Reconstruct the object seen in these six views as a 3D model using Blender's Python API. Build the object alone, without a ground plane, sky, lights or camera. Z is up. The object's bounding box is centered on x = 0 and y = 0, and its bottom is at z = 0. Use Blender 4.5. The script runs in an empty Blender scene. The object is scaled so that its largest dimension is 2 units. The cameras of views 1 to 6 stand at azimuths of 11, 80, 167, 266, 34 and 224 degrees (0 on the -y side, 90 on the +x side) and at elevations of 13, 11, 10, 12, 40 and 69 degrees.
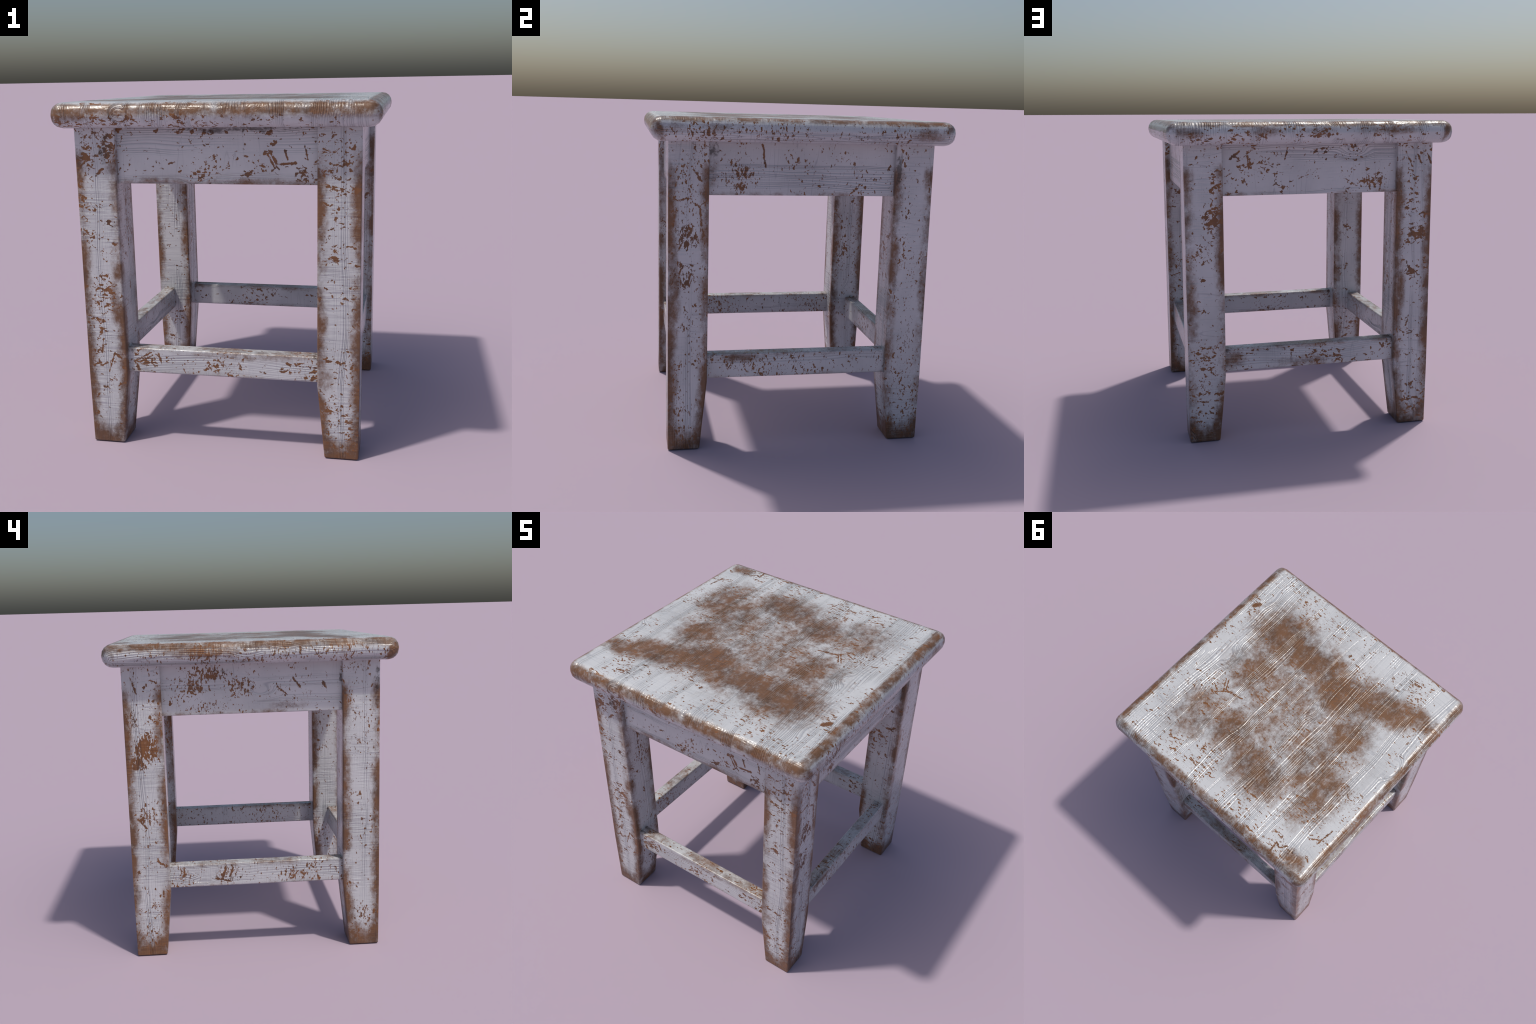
"""A square wooden stool: four tapered legs, four aprons, four stretchers and a
round-edged seat, all in worn white paint over brown wood."""
import bpy, bmesh, math
from mathutils import Vector, Matrix

# ------------------------------------------------------------------ sizes (m)
SEAT_HALF, SEAT_TOP, SEAT_BOTTOM, SEAT_ROUND = 0.891, 2.000, 1.861, 0.064
LEG_OUT, LEG_IN, LEG_IN_FOOT, KNEE_Z, LEG_EDGE = 0.789, 0.555, 0.5955, 0.43, 0.011
RAIL_FACE, APRON_BACK, STRETCHER_BACK = 0.756, 0.686, 0.674
APRON_Z = (1.553, 1.866)
STRETCHER_Z = (0.441, 0.591)

root = bpy.data.objects.new("wooden_stool", None)
root["label"] = "square wooden stool in chipped white paint over brown wood"
root["category"] = "stool"
bpy.context.scene.collection.objects.link(root)


# ---------------------------------------------------------- node expressions
class Tree:
    """Builds a material's node tree from Python expressions."""

    def __init__(self, name):
        self.mat = bpy.data.materials.new(name)
        self.mat.use_nodes = True
        self.nt = self.mat.node_tree
        self.nt.nodes.clear()
        tc = self.nt.nodes.new("ShaderNodeTexCoord")
        tc.object = root                      # whole-stool coordinates for every part
        self.P = V(self, tc.outputs["Object"])
        sep = self.nt.nodes.new("ShaderNodeSeparateXYZ")
        self.put(sep.inputs[0], self.P)
        self.x, self.y, self.z = (V(self, o) for o in sep.outputs)

    def put(self, sock, val):
        if isinstance(val, V):
            self.nt.links.new(val.s, sock)
        else:
            sock.default_value = val

    def math(self, op, *args, clamp=False):
        n = self.nt.nodes.new("ShaderNodeMath")
        n.operation, n.use_clamp = op, clamp
        for s, a in zip(n.inputs, args):
            self.put(s, a)
        return V(self, n.outputs[0])

    def vmath(self, op, *args, out="Vector"):
        n = self.nt.nodes.new("ShaderNodeVectorMath")
        n.operation = op
        for s, a in zip(n.inputs, args):
            self.put(s, a)
        return V(self, n.outputs[out])

    def vec(self, x, y, z):
        n = self.nt.nodes.new("ShaderNodeCombineXYZ")
        for s, a in zip(n.inputs, (x, y, z)):
            self.put(s, a)
        return V(self, n.outputs[0])

    def ramp(self, val, lo, hi, to0=0.0, to1=1.0, smooth=True):
        n = self.nt.nodes.new("ShaderNodeMapRange")
        n.interpolation_type = "SMOOTHSTEP" if smooth else "LINEAR"
        n.clamp = True
        for s, a in zip(n.inputs, (val, lo, hi, to0, to1)):
            self.put(s, a)
        return V(self, n.outputs[0])

    def rotated(self, vec, rot, scale, shift=(0, 0, 0)):
        n = self.nt.nodes.new("ShaderNodeMapping")
        self.put(n.inputs["Vector"], vec)
        n.inputs["Location"].default_value = shift
        n.inputs["Rotation"].default_value = [math.radians(a) for a in rot]
        n.inputs["Scale"].default_value = scale
        return V(self, n.outputs[0])

    def noise(self, vec, scale, detail=3.0, rough=0.5, distort=0.0):
        n = self.nt.nodes.new("ShaderNodeTexNoise")
        self.put(n.inputs["Vector"], vec)
        for k, v in (("Scale", scale), ("Detail", detail), ("Roughness", rough), ("Distortion", distort)):
            n.inputs[k].default_value = v
        return V(self, n.outputs[0])

    def voronoi(self, vec, scale, rand=1.0):
        n = self.nt.nodes.new("ShaderNodeTexVoronoi")
        self.put(n.inputs["Vector"], vec)
        n.inputs["Scale"].default_value = scale
        n.inputs["Randomness"].default_value = rand
        return V(self, n.outputs["Distance"])

    def flakes(self, vec, rot, cell, shift, ragged, share):
        """Angular flakes: some cells of a slanted, stretched Voronoi pattern; share = how many."""
        q = self.rotated(vec, rot, cell, shift)
        n = self.nt.nodes.new("ShaderNodeTexVoronoi")
        self.put(n.inputs["Vector"], self.vmath("ADD", q, ragged))
        n.inputs["Scale"].default_value = 1.0
        sep = self.nt.nodes.new("ShaderNodeSeparateXYZ")
        self.put(sep.inputs[0], V(self, n.outputs["Color"]))
        chosen, size = V(self, sep.outputs[0]), V(self, sep.outputs[1])
        reach = self.ramp(size, 0.0, 1.0, 0.16, 0.46) * self.ramp(share - chosen, 0.0, 0.04)
        return self.ramp(reach - V(self, n.outputs["Distance"]), 0.0, 0.07)

    def noise_vector(self, vec, scale, detail, amount):
        n = self.nt.nodes.new("ShaderNodeTexNoise")
        self.put(n.inputs["Vector"], vec)
        n.inputs["Scale"].default_value, n.inputs["Detail"].default_value = scale, detail
        d = self.vmath("SUBTRACT", V(self, n.outputs["Color"]), (0.5, 0.5, 0.5))
        return self.vmath("MULTIPLY", d, (amount,) * 3)

    def mix(self, fac, a, b):
        n = self.nt.nodes.new("ShaderNodeMix")
        n.data_type = "RGBA"
        self.put(n.inputs[0], fac)
        for s, c in ((n.inputs[6], a), (n.inputs[7], b)):
            self.put(s, c if isinstance(c, V) else (*c, 1.0))
        return V(self, n.outputs[2])

    def spots(self, places):
        """Largest of several soft ellipsoidal spots: (x, y, z, rx, ry, rz, strength)."""
        total = None
        for x, y, z, rx, ry, rz, amount in places:
            d = self.vmath("SUBTRACT", self.P, (x, y, z))
            d = self.vmath("DIVIDE", d, (rx, ry, rz))
            d = self.vmath("LENGTH", d, out="Value")
            s = self.ramp(d, 1.15, 0.2, 0.0, amount)
            total = s if total is None else total.max(s)
        return total if total is not None else self.x * 0.0


class V:
    def __init__(self, tree, sock):
        self.t, self.s = tree, sock

    def __add__(self, o): return self.t.math("ADD", self, o)
    def __radd__(self, o): return self.t.math("ADD", o, self)
    def __sub__(self, o): return self.t.math("SUBTRACT", self, o)
    def __rsub__(self, o): return self.t.math("SUBTRACT", o, self)
    def __mul__(self, o): return self.t.math("MULTIPLY", self, o)
    def __rmul__(self, o): return self.t.math("MULTIPLY", o, self)
    def __truediv__(self, o): return self.t.math("DIVIDE", self, o)
    def max(self, o): return self.t.math("MAXIMUM", self, o)
    def min(self, o): return self.t.math("MINIMUM", self, o)
    def abs(self): return self.t.math("ABSOLUTE", self)
    def fract(self): return self.t.math("FRACT", self)
    def clamp(self): return self.t.math("ADD", self, 0.0, clamp=True)


# --------------------------------------------------------------- worn paint
PAINT, PAINT_WORN = (0.56, 0.565, 0.575), (0.475, 0.48, 0.49)
WOOD_LIGHT, WOOD_DARK = (0.190, 0.082, 0.032), (0.088, 0.043, 0.023)


def swarm_(t, S):
    return t.noise(S, 2.6, 1.0)


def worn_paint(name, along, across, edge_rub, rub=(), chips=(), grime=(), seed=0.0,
               chip_level=0.0, grain_amount=1.0, brush=1.0, groove_depth=0.0021, bundle_cut=0.47, scratches=()):
    """Brown wood under white paint.  along: grain axis; across(t): the coordinate the
    growth rings count; edge_rub(t): how far the paint is rubbed off at edges."""
    t = Tree(name)
    ai = "xyz".index(along)
    P = t.P
    S = t.vmath("ADD", P, (seed, seed * 0.7, -seed * 1.3))
    stretch = lambda a, b: tuple(b if i == ai else a for i in range(3))

    # growth rings: lines of constant f, bent by noise and round knots
    slow = t.noise(t.vmath("MULTIPLY", S, stretch(4.0, 1.1)), 1.0, 2.0, 0.5)
    knots = t.voronoi(t.vmath("MULTIPLY", S, stretch(4.2, 1.9)), 1.0)
    f = across(t) + (slow - 0.5) * 0.10 + t.ramp(knots, 0.30, 0.0) * 0.065
    f = f + (t.noise(t.vec(f * 24.0, seed + 3.0, 1.0), 1.0, 1.0) - 0.5) * 0.045
    phase = (f * 74.0).fract()
    off = (phase - 0.5).abs()
    bundle = t.ramp(t.noise(t.vec(f * 9.0, seed, 0.0), 1.0, 1.0), bundle_cut, bundle_cut + 0.08)
    fade = t.ramp(t.noise(t.vmath("MULTIPLY", S, stretch(7.0, 1.3)), 1.0, 2.0), 0.36, 0.52)
    keep = bundle * fade * grain_amount
    line = t.ramp(off, 0.17, 0.03) * keep
    groove = t.ramp(off, 0.46, 0.0) * keep
    # fine brush and saw marks both ways
    fine = t.noise(t.vmath("MULTIPLY", S, stretch(95.0, 5.0)), 1.0, 2.0)
    cross = t.noise(t.vmath("MULTIPLY", S, stretch(6.0, 85.0)), 1.0, 2.0)

    broad = t.noise(t.vmath("MULTIPLY", S, stretch(5.0, 34.0)), 1.0, 3.0, 0.6)
    patchy = t.ramp(t.noise(S, 6.0, 2.0), 0.35, 0.62, 0.35, 1.5)
    hair = (t.noise(t.vmath("MULTIPLY", S, stretch(1.2, 13.0)), 1.0, 1.0) - 0.5).abs()
    hair = t.ramp(hair, 0.010, 0.002) * t.ramp(swarm_(t, S), 0.48, 0.60) * 0.30
    # flaked-off chips: small slanted flecks that come in swarms
    swarm = t.noise(S, 4.0, 3.0, 0.55)
    where = t.spots(chips)
    fleck = t.noise(t.rotated(S, (38, 24, 41), (1.0, 1.9, 1.35)), 20.0, 4.0, 0.62, 0.6)
    fleck2 = t.noise(t.rotated(S, (-31, 52, -36), (1.0, 2.6, 1.2), (3, 1, 2)), 34.0, 2.5, 0.58, 0.5)
    need = 0.664 - chip_level - (swarm - 0.5) * 0.22 - where * 0.85
    chip = t.ramp(fleck - need, 0.0, 0.02).max(t.ramp(fleck2 - need, 0.0, 0.02))
    ragged = t.noise_vector(S, 34.0, 4.0, 2.4)
    share = t.ramp(swarm, 0.42, 0.66, 0.015, 0.42) + where * 0.7 + chip_level * 3.0
    chip = chip.max(t.flakes(S, (41, 12, 33), (13, 52, 27), (0, 0, 0), ragged, share))
    chip = chip.max(t.flakes(S, (-28, 47, -52), (24, 78, 42), (5, 2, 7), ragged, share))
    chip = chip.max(t.flakes(S, (12, -38, 62), (130, 60, 85), (1, 9, 4), ragged, share * 0.45))
    uneven = (fleck2 - 0.5) * 0.034 + (swarm - 0.5) * 0.01
    for start, end, width in scratches:       # straight scrapes from start to end
        mid, run = (Vector(start) + Vector(end)) / 2, Vector(end) - Vector(start)
        d = t.vmath("SUBTRACT", P, tuple(mid))
        s = t.vmath("DOT_PRODUCT", d, tuple(run.normalized()), out="Value")
        side = t.math("POWER", t.vmath("DOT_PRODUCT", d, d, out="Value") - s * s, 0.5)
        over = (s.abs() - run.length / 2).max(0.0)
        chip = chip.max(t.ramp(side + over + uneven, width, width * 0.55))

    # soft rubbed-through areas
    cloud = t.noise(t.vmath("MULTIPLY", S, stretch(1.25, 0.9)), 17.0, 9.0, 0.80)
    puff = t.noise(S, 7.0, 3.0, 0.55)
    bias = t.spots(rub).max(edge_rub(t))
    rubbed = t.ramp(bias + ((cloud - 0.5) * 2.2 + (puff - 0.5) * 0.8) * t.ramp(bias, 0.0, 0.40), 0.04, 1.10)

    # colours
    paint = t.mix(t.ramp(t.noise(S, 3.0, 4.0), 0.35, 0.7), PAINT, PAINT_WORN)
    paint = t.mix((line * 0.45).max(hair), paint, (0.17, 0.18, 0.22))
    figure = t.noise(t.vmath("MULTIPLY", S, stretch(26.0, 2.6)), 1.0, 4.0, 0.6)
    wood = t.mix(t.ramp(figure, 0.3, 0.7), WOOD_DARK, WOOD_LIGHT)
    wood = t.mix(t.ramp(swarm, 0.32, 0.62) * 0.60, wood, (0.238, 0.100, 0.033))
    wood = t.mix(line * 0.7, wood, (0.045, 0.032, 0.028))
    rub_wood = t.mix(0.68, wood, t.mix(t.ramp(puff, 0.35, 0.62), (0.098, 0.057, 0.036), (0.168, 0.088, 0.046)))
    colour = t.mix(rubbed, paint, rub_wood)
    colour = t.mix(chip, colour, wood)
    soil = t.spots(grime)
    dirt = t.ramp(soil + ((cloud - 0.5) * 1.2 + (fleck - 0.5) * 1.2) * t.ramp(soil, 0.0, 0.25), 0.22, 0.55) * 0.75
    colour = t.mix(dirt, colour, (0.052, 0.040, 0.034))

    # relief
    height = ((fine - 0.5) * 0.0014 + (cross - 0.5) * 0.0016 * brush + (broad - 0.5) * 0.0026 * brush) * patchy - groove * groove_depth
    bump = t.nt.nodes.new("ShaderNodeBump")
    bump.inputs["Strength"].default_value = 1.0
    bump.inputs["Distance"].default_value = 1.0
    t.put(bump.inputs["Height"], height)
    bsdf = t.nt.nodes.new("ShaderNodeBsdfPrincipled")
    t.put(bsdf.inputs["Base Color"], colour)
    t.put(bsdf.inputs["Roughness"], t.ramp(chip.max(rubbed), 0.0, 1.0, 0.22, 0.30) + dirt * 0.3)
    t.nt.links.new(bump.outputs[0], bsdf.inputs["Normal"])
    out = t.nt.nodes.new("ShaderNodeOutputMaterial")
    t.nt.links.new(bsdf.outputs[0], out.inputs[0])
    return t.mat


# ---- where each kind of part is worn
def seat_edges(t):
    """Rub bands along the four rounded edges; q runs over the round from the top face."""
    drop = SEAT_TOP - t.z
    def band(coord, centre, width, strength):
        q = (coord - 0.826) + drop
        return t.ramp((q - centre).abs(), width, width * 0.25, 0.0, strength) * t.ramp(coord, 0.795, 0.830)
    wander = t.noise(t.P, 7.5, 4.0, 0.6)
    vary = t.ramp(wander, 0.38, 0.57, 0.82, 1.10)
    return (band(t.x, 0.030, 0.075, 0.86).max(band(-1.0 * t.y, 0.090, 0.085, 0.95))
            .max(band(-1.0 * t.x, 0.065, 0.075, 0.90)).max(band(t.y, 0.045, 0.075, 0.82))) * vary


def seat_across(t):
    return t.x + (t.z - SEAT_TOP) * t.ramp(t.x.abs(), 0.85, 0.89)


def leg_edges(t):
    inner = LEG_IN + (LEG_IN_FOOT - LEG_IN) * t.ramp(t.z, KNEE_Z, 0.0, smooth=False)
    near = lambda c: (LEG_OUT - c).min(c - inner)
    d = near(t.x.abs()).max(near(t.y.abs()))          # distance to the nearest long edge
    vary = t.noise(t.vmath("MULTIPLY", t.P, (2.0, 2.0, 3.4)), 1.0, 2.0)
    long_edge = t.ramp(d, 0.088, 0.0) * t.ramp(vary, 0.36, 0.58, 0.55, 1.12) * t.ramp(t.z, 1.80, 1.66)
    foot = t.ramp(t.z - t.ramp(d, 0.1, 0.0) * 0.09, 0.20, 0.0, 0.0, 1.06)
    return long_edge.max(foot)


def rail_edges(z_low, z_high, low_amount, high_amount, width):
    def rub(t):
        vary = t.noise(t.P, 3.0, 2.0)
        vary = t.ramp(vary, 0.36, 0.58, 0.35, 1.0)
        low = t.ramp(t.z - z_low, width, 0.0) * low_amount
        high = t.ramp(z_high - t.z, width, 0.0) * high_amount
        return low.max(high) * vary
    return rub


F = 0.05   # depth of a spot on a vertical face
W = 0.0062  # half width of a scrape
seat_mat = worn_paint(
    "worn_white_paint_seat", "y", seat_across, seat_edges, seed=2.3, chip_level=0.0, brush=1.2, groove_depth=0.0025, bundle_cut=0.43,
    rub=[(-0.02, 0.0, 2, .88, .82, .2, .66),
        # the sitting area, worn to wood in a ring of clouds round a paler middle
        (0.42, -0.42, 2, 0.40, 0.35, .2, 1.00), (0.20, -0.40, 2, 0.36, 0.26, .2, 1.00),
        (0.02, -0.42, 2, 0.31, 0.24, .2, 0.96), (-0.18, -0.34, 2, 0.38, 0.30, .2, 1.06),
        (-0.36, -0.42, 2, 0.31, 0.24, .2, 0.96), (-0.50, -0.47, 2, 0.31, 0.19, .2, 1.02),
        (-0.70, -0.55, 2, 0.29, 0.13, .2, 0.96), (0.40, -0.08, 2, 0.29, 0.35, .2, 0.86),
        (0.20, -0.10, 2, 0.29, 0.25, .2, 0.69), (-0.44, -0.12, 2, 0.24, 0.31, .2, 0.95),
        (0.20, 0.37, 2, 0.29, 0.26, .2, 0.95), (-0.06, 0.46, 2, 0.29, 0.27, .2, 0.91),
        (-0.20, 0.50, 2, 0.27, 0.25, .2, 0.97), (-0.40, 0.20, 2, 0.32, 0.38, .2, 0.86),
        (-0.56, 0.34, 2, 0.25, 0.38, .2, 0.86), (0.48, 0.42, 2, 0.29, 0.35, .2, 0.72),
        (-0.74, 0.79, 2, 0.14, 0.10, .2, 0.86), (-0.10, 0.08, 2, 0.29, 0.40, .2, 0.58),
        # ends of the sides
        (0.90, 0.72, 1.92, F, .16, .06, .70), (0.90, -0.80, 1.94, F, .14, .06, .60),
        (-0.76, -0.90, 1.94, .22, F, .07, .85), (0.74, -0.90, 1.95, .26, F, .06, .75),
        (-0.45, 0.90, 1.95, .30, F, .05, .65), (0.77, 0.90, 1.94, .14, F, .07, .80),
        (0.30, 0.90, 1.95, .20, F, .06, .50), (-0.02, 0.90, 1.94, .14, F, .05, .55),
        (0.90, -0.50, 1.95, F, .18, .05, .55), (-0.90, 0.30, 1.95, F, .40, .07, .85)],
    chips=[(0.89, 0, 1.93, .07, 1.1, .08, .06), (0, 0.89, 1.93, 1.1, .07, .08, .06),
           (-0.89, 0, 1.92, .07, 1.1, .07, .06), (0, -0.89, 1.90, 1.1, .07, .06, .06),
           (0.76, -0.47, 2, .12, .10, .1, .10), (0.19, 0.72, 2, .16, .12, .1, .09),
           (0.19, 0.59, 2, .16, .10, .1, .08), (-0.62, 0.78, 2, .14, .12, .1, .10),
           (-0.69, 0.2, 2, .12, .10, .1, .08), (-0.5, -0.72, 2, .25, .14, .1, .08),
           (-0.60, 0.5, 2, .20, .14, .1, .06), (0.55, 0.62, 2, .20, .14, .1, .05),
           (0.9, -0.54, 1.93, .06, .12, .06, .12), (0.9, 0.34, 1.92, .06, .12, .06, .09),
           (-0.05, 0.9, 1.92, .16, .06, .06, .14), (0.75, 0.9, 1.90, .14, .06, .06, .12),
           (-0.55, -0.9, 1.90, .30, .06, .05, .12), (-0.9, 0.28, 1.94, .06, .16, .06, .12)],
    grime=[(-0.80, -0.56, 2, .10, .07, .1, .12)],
    scratches=[
        ((0.507, 0.111, 2.0), (0.456, 0.197, 2.0), W), ((0.489, 0.107, 2.0), (0.444, 0.186, 2.0), W),
        ((0.547, 0.196, 2.0), (0.487, 0.225, 2.0), W), ((0.499, 0.246, 2.0), (0.436, 0.185, 2.0), W),
        ((0.439, 0.182, 2.0), (0.312, 0.156, 2.0), W), ((0.266, 0.717, 2.0), (0.2, 0.734, 2.0), W),
        ((-0.717, 0.601, 2.0), (-0.802, 0.546, 2.0), W), ((-0.778, 0.594, 2.0), (-0.797, 0.463, 2.0), W),
        ((-0.574, 0.762, 2.0), (-0.61, 0.782, 2.0), W), ((-0.61, 0.782, 2.0), (-0.645, 0.737, 2.0), W),
        ((-0.581, 0.834, 2.0), (-0.574, 0.762, 2.0), W), ((0.417, 0.673, 2.0), (0.489, 0.702, 2.0), W),
        ((0.479, 0.694, 2.0), (0.518, 0.661, 2.0), W), ((-0.514, 0.41, 2.0), (-0.453, 0.433, 2.0), W),
        ((0.75, -0.50, 2.0), (0.78, -0.46, 2.0), 0.022)])

leg_mat = worn_paint(
    "worn_white_paint_leg", "z", lambda t: t.x + t.y, leg_edges, seed=5.1, chip_level=0.014, grain_amount=1.0, brush=1.5, groove_depth=0.0026,
    rub=[(-0.60, -0.79, 0.86, .05, F, .22, .85), (0.57, -0.79, 0.80, .06, F, .26, .80),
         (0.59, -0.79, 0.46, .08, F, .14, .60), (0.78, -0.79, 1.25, .04, F, .35, .80),
         (0.79, -0.76, 1.00, F, .06, .45, .85), (0.79, -0.57, 0.50, F, .05, .16, .80),
         (0.79, 0.57, 1.15, F, .05, .40, .80), (0.79, 0.77, 1.0, F, .05, .35, .75),
         (0.77, 0.79, 0.85, .07, F, .35, .82), (-0.59, 0.79, 0.95, .05, F, .35, .78),
         (-0.78, 0.79, 0.50, .05, F, .25, .78), (-0.79, -0.77, 0.90, F, .05, .60, .88),
         (-0.79, -0.58, 0.95, F, .05, .45, .78), (-0.79, 0.58, 1.38, F, .05, .16, .80)],
    chips=[(-0.60, -0.79, 1.76, .07, F, .11, .20), (-0.73, -0.79, 1.68, .06, F, .10, .11),
           (-0.67, -0.79, 0.93, .09, F, .16, .10), (-0.71, -0.79, 0.72, .07, F, .12, .08),
           (0.66, -0.79, 1.58, .09, F, .09, .13), (0.64, -0.79, 1.20, .10, F, .22, .07),
           (0.79, -0.68, 1.32, F, .09, .11, .18), (0.79, -0.70, 1.08, F, .09, .12, .18),
           (0.79, -0.68, 0.78, F, .07, .09, .11), (0.79, 0.70, 0.70, F, .08, .14, .07),
           (0.63, 0.79, 1.42, .09, F, .12, .16), (0.69, 0.79, 1.22, .08, F, .12, .12),
           (-0.70, 0.79, 1.30, .09, F, .09, .20), (-0.66, 0.79, 1.04, .08, F, .10, .10),
           (-0.79, 0.66, 1.36, F, .10, .13, .24), (-0.79, 0.72, 1.27, F, .09, .07, .26),
           (-0.79, 0.74, 1.55, F, .06, .10, .15), (-0.79, 0.70, 0.92, F, .09, .12, .10),
           (-0.79, -0.66, 1.45, F, .09, .30, .06), (-0.79, -0.68, 0.2, F, .08, .10, .10)],
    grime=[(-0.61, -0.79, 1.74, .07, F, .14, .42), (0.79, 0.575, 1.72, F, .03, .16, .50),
           (-0.79, -0.77, 1.74, F, .03, .14, .40)],
    scratches=[
        ((0.789, -0.643, 1.51), (0.789, -0.607, 1.488), W), ((0.789, -0.61, 1.494), (0.789, -0.56, 1.53), W),
        ((0.789, -0.607, 1.494), (0.789, -0.598, 1.377), W), ((0.789, -0.738, 1.526), (0.789, -0.67, 1.54), W),
        ((0.789, -0.647, 1.706), (0.789, -0.6, 1.636), W), ((-0.789, 0.732, 0.912), (-0.789, 0.682, 0.851), W),
        ((-0.789, 0.63, 0.638), (-0.789, 0.572, 0.597), W), ((-0.789, 0.736, 1.791), (-0.789, 0.704, 1.698), W),
        ((-0.789, 0.62, 1.779), (-0.789, 0.581, 1.761), W), ((-0.689, 0.789, 1.79), (-0.713, 0.789, 1.736), W),
        ((-0.753, 0.789, 1.795), (-0.781, 0.789, 1.734), W), ((-0.608, 0.789, 1.809), (-0.655, 0.789, 1.713), W),
        ((-0.653, 0.789, 0.74), (-0.635, 0.789, 0.674), W), ((-0.769, -0.789, 1.641), (-0.72, -0.789, 1.689), W),
        ((-0.676, -0.789, 1.599), (-0.629, -0.789, 1.637), W), ((-0.624, -0.789, 0.57), (-0.667, -0.789, 0.449), W),
        ((-0.624, -0.789, 0.57), (-0.585, -0.789, 0.531), W), ((-0.69, -0.789, 0.649), (-0.701, -0.789, 0.572), W)])

AW = 0.05
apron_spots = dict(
    rub=[(-0.74, -0.22, 1.60, F, .16, .05, .62), (0.74, -0.53, 1.70, F, .05, .16, .62),
         (0.2, -0.74, 1.555, .5, F, .05, .78), (-0.35, -0.74, 1.555, .3, F, .05, .74)],
    chips=[(0.47, -0.74, 1.60, .10, F, .07, .20), (0.30, -0.74, 1.68, .14, F, .08, .06),
           (-0.30, -0.74, 1.66, .14, F, .07, .08), (0.74, -0.34, 1.69, F, .13, .10, .16),
           (0.74, -0.37, 1.60, F, .07, .05, .18), (0.74, -0.48, 1.63, F, .10, .07, .10),
           (0.25, 0.74, 1.69, .12, F, .12, .09), (0.17, 0.74, 1.61, .14, F, .05, .12),
           (-0.22, 0.74, 1.60, .09, F, .06, .13), (-0.43, 0.74, 1.63, .09, F, .06, .11),
           (0.42, 0.74, 1.78, .10, F, .08, .10), (-0.05, 0.74, 1.80, .14, F, .06, .11),
           (-0.74, 0.26, 1.80, F, .17, .07, .21), (-0.74, 0.35, 1.73, F, .08, .08, .18),
           (-0.74, 0.06, 1.73, F, .12, .08, .17), (-0.74, -0.25, 1.70, F, .20, .12, .07),
           (-0.74, 0.29, 1.59, F, .10, .05, .12)],
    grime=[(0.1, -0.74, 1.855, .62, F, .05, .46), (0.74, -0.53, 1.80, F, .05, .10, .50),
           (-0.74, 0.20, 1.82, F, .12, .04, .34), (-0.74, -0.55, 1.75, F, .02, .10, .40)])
stretcher_spots = dict(
    rub=[(0.50, 0.74, 0.52, .12, F, .09, .80), (0.05, 0.74, 0.48, .3, F, .06, .62),
         (0.1, -0.735, 0.57, .50, F, .045, .66), (0.74, -0.35, 0.57, F, .22, .05, .80)],
    chips=[(-0.45, -0.74, 0.50, .10, F, .08, .12), (0.53, -0.74, 0.49, .04, F, .08, .16),
           (0.74, -0.40, 0.53, F, .10, .06, .12), (-0.74, 0.18, 0.52, F, .14, .08, .16),
           (-0.74, -0.22, 0.51, F, .12, .07, .14), (-0.74, 0.46, 0.53, F, .05, .06, .14)],
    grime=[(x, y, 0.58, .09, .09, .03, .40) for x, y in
           ((-.55, -.72), (.55, -.72), (.72, -.55), (.72, .55), (-.55, .72), (.55, .72), (-.72, .55), (-.72, -.55))])

apron_scrapes = ([
        ((0.278, -0.756, 1.734), (0.326, -0.756, 1.643), W), ((0.293, -0.756, 1.737), (0.336, -0.756, 1.663), W),
        ((0.336, -0.756, 1.663), (0.439, -0.756, 1.669), W), ((0.313, -0.756, 1.628), (0.339, -0.756, 1.653), W),
        ((0.38, -0.756, 1.734), (0.395, -0.756, 1.686), W), ((0.487, -0.756, 1.754), (0.502, -0.756, 1.689), W),
        ((0.505, 0.756, 1.778), (0.447, 0.756, 1.822), W), ((0.148, 0.756, 1.841), (0.166, 0.756, 1.772), W),
        ((0.4, 0.756, 1.799), (0.392, 0.756, 1.712), W), ((-0.375, 0.756, 1.656), (-0.383, 0.756, 1.571), W),
        ((-0.447, 0.756, 1.563), (-0.465, 0.756, 1.654), W)], [
        ((0.756, -0.247, 1.848), (0.756, -0.233, 1.753), W), ((0.756, -0.239, 1.775), (0.756, -0.224, 1.72), W),
        ((-0.756, -0.153, 1.713), (-0.756, -0.211, 1.664), W), ((-0.756, -0.254, 1.766), (-0.756, -0.295, 1.703), W),
        ((-0.756, -0.437, 1.733), (-0.756, -0.455, 1.697), W)])
stretcher_scrapes = ([
        ((-0.51, -0.756, 0.511), (-0.414, -0.756, 0.57), W), ((-0.487, -0.756, 0.504), (-0.415, -0.756, 0.546), W),
        ((-0.373, -0.756, 0.566), (-0.356, -0.756, 0.506), W), ((-0.506, -0.756, 0.494), (-0.49, -0.756, 0.447), W)], [
        ((-0.756, 0.214, 0.503), (-0.756, 0.196, 0.579), W), ((-0.756, 0.154, 0.558), (-0.756, 0.174, 0.501), W),
        ((-0.756, 0.267, 0.493), (-0.756, 0.169, 0.468), W), ((-0.756, 0.465, 0.574), (-0.756, 0.465, 0.516), W),
        ((-0.756, -0.385, 0.517), (-0.756, -0.403, 0.451), W), ((-0.756, -0.316, 0.501), (-0.756, -0.291, 0.463), W)])

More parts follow.
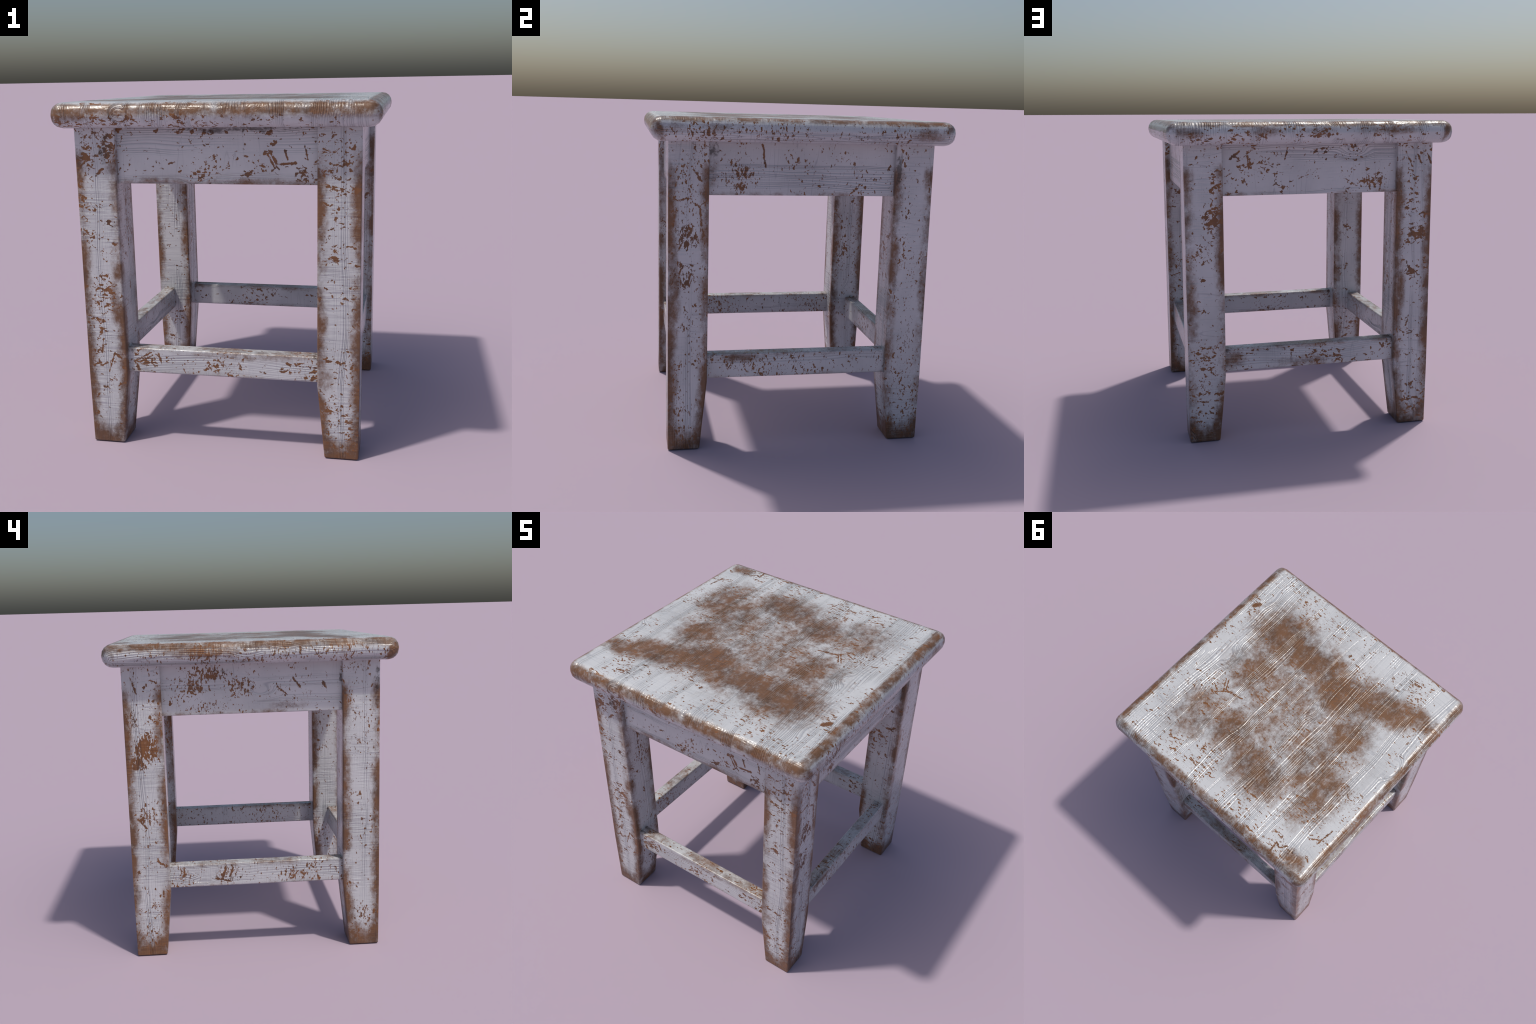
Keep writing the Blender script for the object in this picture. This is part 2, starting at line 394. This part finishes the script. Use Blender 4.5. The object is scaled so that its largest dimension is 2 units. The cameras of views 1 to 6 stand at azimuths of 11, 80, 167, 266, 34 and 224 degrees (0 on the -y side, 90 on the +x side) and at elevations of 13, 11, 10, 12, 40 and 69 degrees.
flat_across = lambda t: t.z + t.y * 0.9
side_across = lambda t: t.z + t.x * 0.9
apron_edge = rail_edges(APRON_Z[0], 9.0, 0.55, 0.0, 0.045)
stretcher_edge = rail_edges(STRETCHER_Z[0], STRETCHER_Z[1], 0.45, 0.62, 0.045)
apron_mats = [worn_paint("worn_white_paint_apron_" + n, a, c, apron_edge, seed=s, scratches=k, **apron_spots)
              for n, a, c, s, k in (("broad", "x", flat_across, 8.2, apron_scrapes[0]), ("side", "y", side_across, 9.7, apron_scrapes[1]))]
stretcher_mats = [worn_paint("worn_white_paint_stretcher_" + n, a, c, stretcher_edge, seed=s, grain_amount=0.8, chip_level=0.022, scratches=k, **stretcher_spots)
                  for n, a, c, s, k in (("broad", "x", flat_across, 11.4, stretcher_scrapes[0]), ("side", "y", side_across, 13.9, stretcher_scrapes[1]))]


# ----------------------------------------------------------------- geometry
def rounded(bm, edges, width, segments):
    bmesh.ops.bevel(bm, geom=list(edges), offset=width, offset_type="OFFSET",
                    segments=segments, profile=0.5, affect="EDGES", clamp_overlap=True)


def finish_mesh(bm, name, sawn_end=None):
    """Mesh with smooth rounds: big flat faces keep their own normal and the rounds blend
    between them; sawn ends (faces whose normal passes sawn_end) stay crisp."""
    bmesh.ops.recalc_face_normals(bm, faces=bm.faces)
    me = bpy.data.meshes.new(name)
    bm.to_mesh(me)
    bm.free()
    me.shade_smooth()
    is_cap = lambda p: sawn_end is not None and sawn_end(p.normal)
    total = [Vector() for _ in me.vertices]
    for p in me.polygons:
        if not is_cap(p):
            for v in p.vertices:
                total[v] += p.normal * p.area ** 2
    loops = [None] * len(me.loops)
    for p in me.polygons:
        for l in p.loop_indices:
            n = total[me.loops[l].vertex_index]
            loops[l] = p.normal if is_cap(p) or n.length == 0 else n.normalized()
    me.normals_split_custom_set(loops)
    return me


def box(bm, lo, hi):
    vs = bmesh.ops.create_cube(bm, size=1.0)["verts"]
    for v in vs:
        v.co = Vector(lo[i] if v.co[i] < 0 else hi[i] for i in range(3))


def part(name, me, mat, turn=0):
    ob = bpy.data.objects.new(name, me)
    ob.rotation_euler.z = math.radians(turn)
    ob.parent = root
    bpy.context.scene.collection.objects.link(ob)
    if not me.materials:
        me.materials.append(mat)
    ob.material_slots[0].link = "OBJECT"
    ob.material_slots[0].material = mat
    return ob


# seat: a slab with a half-round edge
bm = bmesh.new()
box(bm, (-SEAT_HALF, -SEAT_HALF, SEAT_BOTTOM), (SEAT_HALF, SEAT_HALF, SEAT_TOP))
rounded(bm, bm.edges, SEAT_ROUND, 4)
part("seat", finish_mesh(bm, "seat"), seat_mat)

# leg: outer faces upright, inner faces taper below the stretchers
bm = bmesh.new()
rings = []
for z, inner in ((0.0, LEG_IN_FOOT + 0.001), (KNEE_Z, LEG_IN), (1.870, LEG_IN)):
    rings.append([bm.verts.new((x, y, z)) for x, y in
                  ((inner, inner), (LEG_OUT, inner), (LEG_OUT, LEG_OUT), (inner, LEG_OUT))])
for a, b in zip(rings, rings[1:]):
    for i in range(4):
        j = (i + 1) % 4
        bm.faces.new((a[i], a[j], b[j], b[i]))
bm.faces.new(rings[0][::-1])
bm.faces.new(rings[-1])
long_edges = [e for e in bm.edges if abs(e.verts[0].co.z - e.verts[1].co.z) > 0.1]
foot_edges = [e for e in bm.edges if max(v.co.z for v in e.verts) < 0.01]
rounded(bm, long_edges + foot_edges, LEG_EDGE, 3)
leg_mesh = finish_mesh(bm, "leg", lambda n: n.z > 0.9)
for k in range(4):
    part("leg", leg_mesh, leg_mat, 90 * k)


def rail(name, z_range, back, half_length, edge):
    bm = bmesh.new()
    box(bm, (-half_length, -RAIL_FACE, z_range[0]), (half_length, -back, z_range[1]))
    rounded(bm, [e for e in bm.edges if abs(e.verts[0].co.x - e.verts[1].co.x) > 0.1], edge, 3)
    return finish_mesh(bm, name, lambda n: abs(n.x) > 0.9)


apron_mesh = rail("apron", APRON_Z, APRON_BACK, LEG_IN + 0.02, 0.005)
stretcher_mesh = rail("stretcher", STRETCHER_Z, STRETCHER_BACK, LEG_IN + 0.02, 0.009)
for k in range(4):
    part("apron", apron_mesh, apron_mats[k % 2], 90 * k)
    part("stretcher", stretcher_mesh, stretcher_mats[k % 2], 90 * k)
